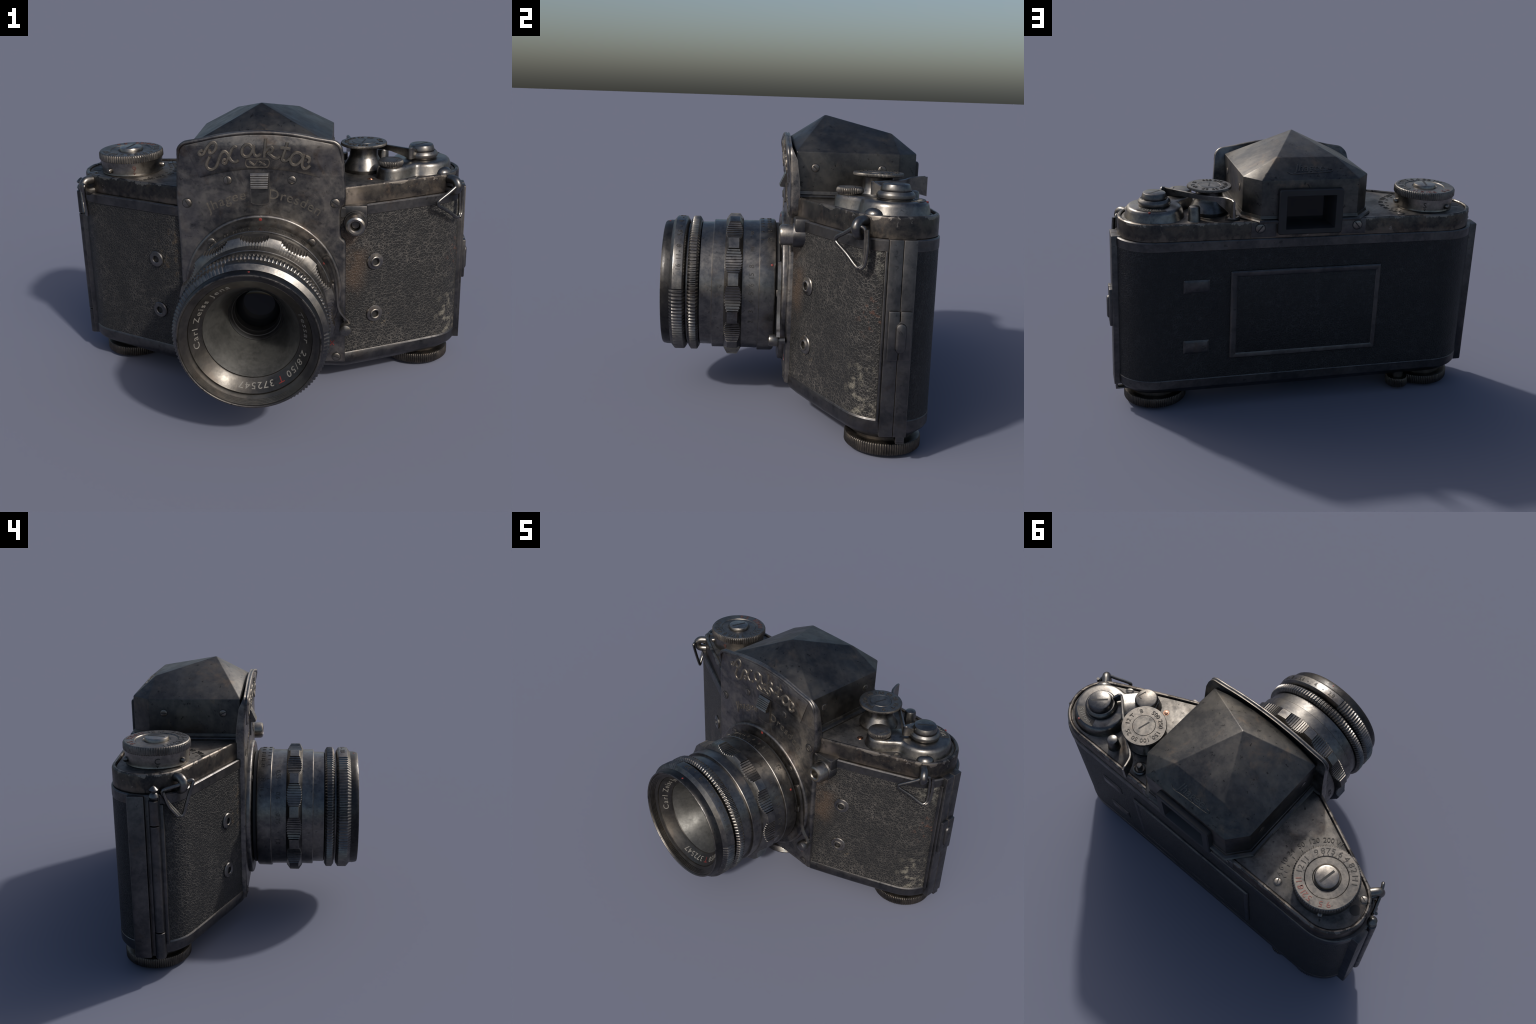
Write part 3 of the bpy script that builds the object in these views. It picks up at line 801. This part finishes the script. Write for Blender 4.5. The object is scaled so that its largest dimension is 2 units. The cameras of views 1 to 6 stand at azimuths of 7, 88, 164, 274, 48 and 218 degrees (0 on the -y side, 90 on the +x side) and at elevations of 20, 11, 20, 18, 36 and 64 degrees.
add("bayonet_knob", lathe([(0.016, -0.015), (0.016, -0.045), (0.026, -0.047), (0.0285, -0.052), (0.0285, -0.084), (0.026, -0.090), (0.018, -0.094), (0.001, -0.096)], (0.394, 0, 0.348), "y", 36), M_LENS, blv)

# ------------------------------------------------------------------ viewfinder prism
SH = 1.226
P = {"apex": (0, 0.163, 1.390), "RR": (0.155, 0.470, 1.314), "RL": (-0.155, 0.470, 1.314), "FR": (0.326, 0.010, SH), "FL": (-0.326, 0.010, SH),
     "SR": (0.326, 0.486, SH), "SL": (-0.326, 0.486, SH), "BR": (0.250, 0.577, SH), "BL": (-0.250, 0.577, SH)}
ARC = [(x, 0.010 - 0.018 * (1 - (abs(x) / 0.326) ** 2), SH + 0.050 * (1 - (abs(x) / 0.326) ** 2)) for x in (-0.24, -0.16, -0.08, 0.0, 0.08, 0.16, 0.24)]
for i_, p_ in enumerate(ARC):
    P["A%d" % i_] = p_
names = list(P)
verts = [P[k] for k in names]
ids = {k: i for i, k in enumerate(names)}
low = {}
for k in ("FL", "FR", "SR", "BR", "BL", "SL"):
    low[k] = len(verts)
    verts.append((P[k][0], P[k][1], 1.016))
FRONT = ["FL"] + ["A%d" % i_ for i_ in range(7)] + ["FR"]
F = [("apex", a_, b_) for a_, b_ in zip(FRONT, FRONT[1:])] + [("apex", "FR", "SR", "RR"), ("apex", "RR", "RL"), ("apex", "RL", "SL", "FL"), ("RR", "SR", "BR"), ("RL", "BL", "SL"), ("RR", "BR", "BL", "RL")]
faces = [tuple(ids[k] for k in f) for f in F]
ordr = ["FL", "FR", "SR", "BR", "BL", "SL"]
for i in range(1, 6):
    a, b = ordr[i], ordr[(i + 1) % 6]
    faces.append((ids[a], ids[b], low[b], low[a]))
faces.append(tuple(ids[k] for k in FRONT) + (low["FR"], low["FL"]))
faces.append(tuple(low[k] for k in ordr))
me = mesh_from(verts, faces)
bm = bmesh.new()
bm.from_mesh(me)
bmesh.ops.triangulate(bm, faces=[f for f in bm.faces if len(f.verts) == 4 and max(v.co.z for v in f.verts) > SH + 0.01])
bmesh.ops.dissolve_limit(bm, angle_limit=radians(1.0), verts=bm.verts, edges=bm.edges)
bm.normal_update()
bmesh.ops.bevel(bm, geom=[e for e in bm.edges if len(e.link_faces) == 2 and e.calc_face_angle(0) > radians(9)], offset=0.004, segments=2, affect="EDGES", profile=0.5)
bm.to_mesh(me)
bm.free()
prism = add("viewfinder_prism", me, M_PRISM, smooth=18)
# skirt round the foot of the prism
sk = [(-0.326, 0.03), (0.326, 0.03), (0.326, 0.484), (0.250, 0.575), (-0.250, 0.575), (-0.326, 0.484)]
def sk_loop(d, z, flare=0.0):
    return [(x, y, z) for x, y in inset(sk, -d)]
skirt = add("prism_skirt", loft([sk_loop(0.024, 1.013), sk_loop(0.026, 1.022), sk_loop(0.020, 1.028), sk_loop(0.008, 1.032), sk_loop(0.004, 1.046), sk_loop(-0.004, 1.048)]), M_PRISM, prism, smooth=25)
for sx in (1, -1):
    for y in (0.100, 0.407):
        screw((sx * 0.326, y, 1.153), (sx, 0, 0), 35 * sx + y * 90, 0.85)
# eyepiece
EB = 0.608
eye = add("eyepiece_frame", loft([rect_loop(-0.166, 0.166, 0.953, 1.184, 0.570, 0.012), rect_loop(-0.166, 0.166, 0.953, 1.184, EB - 0.005, 0.012), rect_loop(-0.161, 0.161, 0.958, 1.179, EB, 0.010),
                                  rect_loop(-0.128, 0.128, 0.981, 1.153, EB, 0.003), rect_loop(-0.126, 0.126, 0.983, 1.151, EB - 0.004, 0.003), rect_loop(-0.104, 0.104, 1.000, 1.140, EB - 0.105, 0.003)], False, False), M_EYE, prism, smooth=30)
add("eyepiece_glass", loft([rect_loop(-0.106, 0.106, 0.998, 1.142, EB - 0.125, 0.003), rect_loop(-0.106, 0.106, 0.998, 1.142, EB - 0.104, 0.003)]), M_GLASS, prism)
def cut(target, cutter_me):
    c = bpy.data.objects.new("cutter", cutter_me)
    COL.objects.link(c)
    md = target.modifiers.new("cut", "BOOLEAN")
    md.object, md.operation, md.solver = c, "DIFFERENCE", "EXACT"
    dg = bpy.context.evaluated_depsgraph_get()
    dg.update()
    new = bpy.data.meshes.new_from_object(target.evaluated_get(dg))
    target.modifiers.clear()
    target.data = new
    bpy.data.objects.remove(c)
for part in (prism, skirt, deck, cover):
    cut(part, box((0, 0.55, 1.0675), (0.262, 0.17, 0.181), 0))
add("finder_back_plate", join([box((sx_ * 0.235, BACK_Y - 0.004, 0.9785), (0.13, 0.014, 0.078), 0.003) for sx_ in (1, -1)]), M_BAND, cover)
for sx in (1, -1):
    screw((sx * 0.254, BACK_Y + 0.003, 0.986), (0, 1, 0), 40 * sx, 1.1)
# embossed maker script on the rear slope
def slope_pt(u, v, w):
    t = (v + 0.030) / 0.138
    y, z = 0.577 + (0.470 - 0.577) * t, SH + (1.314 - SH) * t
    nrm = Vector((0, 0.088, 0.107)).normalized()
    return (-u, y + nrm.y * w, z + nrm.z * w)
rt = map_mesh(text_mesh("Jhagee", 0.062, 0.0018, shear=0.35, spacing=0.98), lambda u, v, w: slope_pt(u, v + 0.022, w))
ul = ribbon(smooth_path([slope_pt(*p) for p in ((-0.115, 0.018, 0), (-0.09, 0.004, 0), (-0.04, 0.008, 0), (0.06, 0.012, 0), (0.11, 0.016, 0), (0.118, 0.030, 0), (0.095, 0.034, 0))], 5), 0.005, 0.0025, (0, 0.635, 0.77))
add("finder_script_lettering", join([rt, ul]), M_PRISM, prism, smooth=0, stuff=True)

# ------------------------------------------------------------------ top controls, -x side: rewind knob
TZ = 1.0135
RK = (-0.700, 0.379, 0.0)
rew = add("rewind_collar", lathe([(0.150, TZ - 0.002), (0.153, 1.020), (0.150, 1.030), (0.156, 1.078), (0.156, 1.084), (0.12, 1.086)], RK, "z", 96), M_BRIGHT)
add("rewind_knob", lathe([(0.140, 1.081), (0.158, 1.083), (0.162, 1.087, 1), (0.162, 1.112, 1), (0.158, 1.119, 0.4), (0.153, 1.122), (0.106, 1.122), (0.103, 1.119), (0.102, 1.1165), (0.101, 1.1185), (0.068, 1.1185), (0.063, 1.114), (0.060, 1.114)], RK, "z", teeth=84, depth=0.0045), M_DIAL, rew, smooth=28)
add("rewind_button", lathe([(0.060, 1.112), (0.059, 1.128), (0.055, 1.134), (0.048, 1.136), (0.001, 1.1365)], RK, "z", 56), M_BRIGHT, rew)
def top_slot_bar(c, z, length, width, ang, h=0.002):
    return box((c[0], c[1], z), (length, width, h), 0.0, rot=Matrix.Rotation(radians(ang), 4, "Z"))  # thin bar laid on top instead of a cut slot
add("rewind_slot_bar", top_slot_bar(RK, 1.1362, 0.086, 0.011, 78), M_BLACK, rew)  # black bar on the button, no slot is cut
for a in (119, 239, 359):
    ar = radians(a)
    add("collar_pin", xform(lathe([(0.010, 0), (0.0105, 0.010), (0.013, 0.012), (0.014, 0.020), (0.010, 0.028), (0.001, 0.030)], (0, 0, 0), "z", 20), Matrix.Translation((RK[0] + 0.140 * cos(ar), RK[1] + 0.140 * sin(ar), 1.043)) @ Vector((0, 0, 1)).rotation_difference(Vector((cos(ar), sin(ar), 0))).to_matrix().to_4x4()), M_BRIGHT, rew)
nums, reds = [], []
# numerals on the knob run round the rim, read from outside
for a, s in ((22, "12"), (0, "11"), (-29, "9"), (-43, "8"), (-54, "7"), (-65, "5"), (-81, "6"), (-97, "4"), (-113, "8"), (-125, "2"), (-137, "1"), (-146, "1"), (-155, "1")):
    nums.append(text_top_arc(s, 0.040, a, 0.117, RK, 1.1222, 0.0012))
    if a > -130: nums.append(text_top_arc(".", 0.05, a, 0.108, RK, 1.1222, 0.0012))
for a, s in ((42, "1"), (54, "11"), (67, "16"), (79, "2"), (90, "5"), (116, "5"), (132, "9")):
    reds.append(text_top_arc(s, 0.040, a, 0.117, RK, 1.1222, 0.0012))
add("film_speed_numerals", join(nums), M_DARKTEXT, rew, smooth=0, stuff=True)
add("film_speed_red_numerals", join(reds), M_PINK, rew, smooth=0, stuff=True)
sc = []
for (x, y), s in (((-0.624, 0.170), "W"), ((-0.572, 0.193), "200"), ((-0.520, 0.242), "120"), ((-0.487, 0.300), "50"), ((-0.472, 0.360), "24"), ((-0.477, 0.414), "10"), ((-0.488, 0.451), "6"), ((-0.501, 0.478), "4")):
    d = Vector((x - RK[0], y - RK[1]))
    a = math.degrees(math.atan2(d.y, d.x))
    sc.append(text_top_arc(s, 0.036, a, d.length - 0.012, RK, TZ + 0.0012, 0.0012))
    sc.append(text_top_arc("I", 0.022, a + 3, d.length - 0.036, RK, TZ + 0.0012, 0.0012))
add("top_scale_numerals", join(sc), M_DARKTEXT, cover, smooth=0, stuff=True)
# collar letters
def text_collar(s, size, ang, mat_r=0.1545, z=1.040):
    me = text_mesh(s, size, 0.001)
    a0 = radians(ang)
    return map_mesh(me, lambda u, v, w: (RK[0] + (mat_r + v * 0.08 + w) * cos(a0 + u / mat_r), RK[1] + (mat_r + v * 0.08 + w) * sin(a0 + u / mat_r), z + v))
add("collar_letters", join([text_collar("S", 0.042, 70), text_collar("C", 0.042, 190), text_collar("v", 0.026, 70, z=1.024), text_collar("v", 0.026, 190, z=1.024)]), M_DARKTEXT, rew, smooth=0, stuff=True)
add("collar_red_letters", join([text_collar("9", 0.042, 288), text_collar("v", 0.026, 288, z=1.024)]), M_PINK, rew, smooth=0, stuff=True)
screw((-0.520, 0.515, TZ), (0, 0, 1), 70, 0.95)
screw((-0.886, 0.319, TZ), (0, 0, 1), 20, 0.95)
add("cover_hole_disc", lathe([(0.026, TZ - 0.004), (0.026, TZ + 0.0012), (0.001, TZ + 0.0012)], (-0.884, 0.385, 0), "z", 28), M_BLACK, cover)  # black disc lying on the deck stands in for a hole

# ------------------------------------------------------------------ top controls, +x side: wind, dials, lever
WK = (0.755, 0.402, 0.0)
def wind_base_loop(r, z, lobe_r, n=72):
    """Round housing with a lobe running to the reminder disc (smooth union of circle and capsule)."""
    c = Vector((WK[0], WK[1]))
    l = Vector((0.603, 0.232))
    ax = (l - c)
    L = ax.length
    ax = ax / L
    pts = []
    for k in range(n):
        a = tau * k / n
        d = Vector((cos(a), sin(a)))
        best = r
        # march outwards for the capsule
        t, hi = 0.0, 0.0
        for i in range(120):
            q = d * (i * 0.003)
            s = min(L, max(0, q.dot(ax)))
            if (q - ax * s).length <= lobe_r:
                hi = i * 0.003
        best = max(best, hi)
        pts.append((c.x + d.x * best, c.y + d.y * best, z))
    return pts
wind = add("wind_housing", loft([wind_base_loop(0.150, TZ - 0.002, 0.074), wind_base_loop(0.146, 1.020, 0.071), wind_base_loop(0.140, 1.050, 0.067), wind_base_loop(0.136, 1.060, 0.065), wind_base_loop(0.129, 1.067, 0.061), wind_base_loop(0.120, 1.070, 0.055)]), M_LENS, smooth=45)
add("wind_housing_bump", xform(lathe([(0.036, -0.01), (0.035, 0.006), (0.030, 0.018), (0.020, 0.027), (0.008, 0.0315), (0.0005, 0.032)], (0, 0, 0), "z", 32), Matrix.Translation((0.857, 0.300, 1.012)) @ Matrix.Rotation(radians(42), 4, "Z") @ Matrix.Scale(1.25, 4, (1, 0, 0))), M_LENS, wind, smooth=60)
add("counter_window", loft([[(WK[0] + r * cos(radians(t)), WK[1] + r * sin(radians(t)), z) for r, t in [(0.125, 40 + 6 * k) for k in range(13)] + [(0.082, 112 - 6 * k) for k in range(13)]] for z in (1.066, 1.0712)]), M_DARKTEXT, wind)
add("counter_numerals", join([text_top_arc(s, 0.030, a, 0.092, WK, 1.0716, 0.0008) for s, a in (("15", 55), ("I", 66), ("I", 74), ("20", 88), ("I", 100))]), M_PALETEXT, wind, smooth=0, stuff=True)
add("counter_index", lathe([(0.006, 1.062), (0.006, 1.069), (0.001, 1.070)], (0.7925, 0.5265, 0), "z", 14), M_RED, wind)
knob = add("wind_knob", lathe([(0.070, 1.066), (0.072, 1.074), (0.079, 1.078), (0.0805, 1.090), (0.0785, 1.095), (0.070, 1.1045), (0.067, 1.105), (0.0655, 1.102), (0.060, 1.102)], WK, "z", 72), M_LENS, wind)
add("wind_cap", lathe([(0.058, 1.098), (0.0625, 1.106), (0.0625, 1.114), (0.058, 1.127), (0.0555, 1.1325), (0.051, 1.135), (0.001, 1.135)], WK, "z", 72), M_LENS, wind)
add("wind_slot_bar", top_slot_bar(WK, 1.1345, 0.082, 0.010, 43), M_BLACK, wind)  # black bar set into the cap top, drawn as a slot
rem = add("reminder_disc", lathe([(0.050, 1.066), (0.054, 1.074), (0.059, 1.078, 1), (0.060, 1.086, 1), (0.058, 1.094, 1), (0.054, 1.099), (0.050, 1.101), (0.001, 1.1015)], (0.602, 0.231, 0), "z", teeth=44, depth=0.004), M_DIAL, wind)
add("reminder_arrow", join([ribbon([(0.630, 0.205, 1.1013), (0.642, 0.246, 1.1013)], 0.006, 0.0015, (0, 0, 1)), ribbon([(0.618, 0.250, 1.1013), (0.642, 0.246, 1.1013)], 0.006, 0.0015, (0, 0, 1))]), M_DARKTEXT, rem, smooth=0)

SD = (0.474, 0.369, 0.0)
dial = add("shutter_dial_stem", lathe([(0.100, TZ - 0.002), (0.102, 1.018), (0.102, 1.030), (0.098, 1.036), (0.084, 1.062), (0.074, 1.080), (0.069, 1.090), (0.068, 1.125), (0.073, 1.139), (0.080, 1.142)], SD, "z", 80), M_LENS, smooth=28)
add("shutter_dial", lathe([(0.070, 1.138), (0.106, 1.140), (0.1125, 1.143, 1), (0.113, 1.150, 1), (0.110, 1.155), (0.058, 1.156), (0.0565, 1.1545), (0.055, 1.157), (0.001, 1.1575)], SD, "z", teeth=120, depth=0.0022, fan=4), M_DIAL, dial, smooth=28)
add("shutter_dial_slot_bar", top_slot_bar(SD, 1.1573, 0.062, 0.007, 76), M_BLACK, dial)  # uncut dial: a black bar plays the slot
add("shutter_numerals", join([text_top_arc(s, 0.030, a, 0.073, SD, 1.1566, 0.0011) for s, a in (("B", -37), ("T", -2), ("12", 24), ("25", 66), ("50", 100), ("100", 137), ("150", 180), ("250", 226), ("500", 268))]), M_DARKTEXT, dial, smooth=0, stuff=True)

# film-advance lever blade, bending from the wind knob under the dial to a finger tab
path = smooth_path([(0.724, 0.345, 0), (0.706, 0.318, 0), (0.694, 0.312, 0), (0.680, 0.322, 0), (0.610, 0.384, 0), (0.545, 0.436, 0), (0.480, 0.484, 0), (0.440, 0.508, 0), (0.415, 0.532, 0), (0.402, 0.565, 0), (0.392, 0.604, 0)], 6)
def lever_blade():
    loops = []
    n = len(path)
    for i, p in enumerate(path):
        t = (path[min(i + 1, n - 1)] - path[max(i - 1, 0)]).normalized()
        s = Vector((-t.y, t.x, 0)) * 0.006
        f = i / (n - 1)
        zt = 1.139 - 0.010 * min(1, f / 0.55) + 0.010 * max(0, (f - 0.6) / 0.4)
        zb = 1.080 + 0.024 * min(1, max(0, f - 0.25) / 0.15) - 0.058 * max(0, (f - 0.66) / 0.34) ** 0.6
        if i < 6:
            zt -= 0.02 * (1 - i / 6)
        if f > 0.97:
            zt -= 0.004
        loops.append([(p.x + s.x, p.y + s.y, zb), (p.x - s.x, p.y - s.y, zb), (p.x - s.x, p.y - s.y, zt - 0.003), (p.x - s.x * 0.5, p.y - s.y * 0.5, zt), (p.x + s.x * 0.5, p.y + s.y * 0.5, zt), (p.x + s.x, p.y + s.y, zt - 0.003)])
    return loft(loops)
add("advance_lever", lever_blade(), M_LENS, smooth=40)
add("rewind_release_pin", lathe([(0.034, TZ - 0.002), (0.030, 1.020), (0.029, 1.078), (0.025, 1.086), (0.014, 1.090), (0.001, 1.0905)], (0.571, 0.507, 0), "z", 32), M_LENS)
add("release_stud", lathe([(0.036, TZ - 0.002), (0.036, 1.026), (0.030, 1.031), (0.024, 1.028), (0.022, 1.026), (0.015, 1.026), (0.015, 1.062), (0.012, 1.066), (0.001, 1.067)], (0.380, 0.515, 0), "z", 32), M_LENS)
screw((0.740, 0.224, TZ), (0, 0, 1), -35, 0.9)
add("copper_rivet", lathe([(0.018, TZ - 0.002), (0.016, TZ + 0.001), (0.010, TZ + 0.001), (0.009, TZ + 0.005), (0.001, TZ + 0.006)], (0.507, 0.196, 0), "z", 24), metal("copper_rivet_metal", (0.45, 0.28, 0.20), (0.30, 0.18, 0.13), rough=(0.3, 0.4)), cover)

# ------------------------------------------------------------------ strap lugs and wire rings
for sx in (1, -1):
    d = Vector((0.676 * sx, -0.737, 0))
    base = Vector((sx * END_C.x, END_C.y, 0)) + d * (END_R - 0.008)
    hook = smooth_path([base + d * s + Vector((0, 0, z)) for s, z in ((0, 0.994), (0.040, 0.995), (0.058, 0.986), (0.066, 0.968), (0.058, 0.950), (0.040, 0.940), (0.0, 0.938))], 6)
    lug = add("strap_lug", tube(hook, 0.0215, segs=18), M_LENS, smooth=60)
    if sx > 0:
        tri = [(0.931, 0.256, 0.968), (0.936, 0.262, 0.905), (0.937, 0.258, 0.832), (0.930, 0.242, 0.811), (0.914, 0.228, 0.818), (0.872, 0.197, 0.856), (0.830, 0.163, 0.890), (0.822, 0.156, 0.904), (0.832, 0.160, 0.918), (0.880, 0.193, 0.948), (0.915, 0.220, 0.972)]
        extra = [(0.946, 0.266, 0.968), (0.950, 0.268, 0.900), (0.947, 0.262, 0.830), (0.938, 0.246, 0.808)]
    else:
        tri = [(-0.930, 0.250, 0.968), (-0.945, 0.300, 0.955), (-0.950, 0.318, 0.946), (-0.948, 0.318, 0.930), (-0.940, 0.290, 0.880), (-0.925, 0.252, 0.826), (-0.918, 0.240, 0.816), (-0.912, 0.230, 0.826), (-0.912, 0.210, 0.890), (-0.905, 0.188, 0.960), (-0.900, 0.182, 0.978), (-0.905, 0.192, 0.985), (-0.922, 0.225, 0.976)]
        extra = [(-0.962, 0.312, 0.944), (-0.952, 0.290, 0.875), (-0.937, 0.252, 0.820)]
    add("strap_ring", join([tube(smooth_path(tri, 6, closed=True), 0.0085, closed=True), tube(smooth_path(extra, 6), 0.0080)]), M_WIRE, lug, smooth=60)
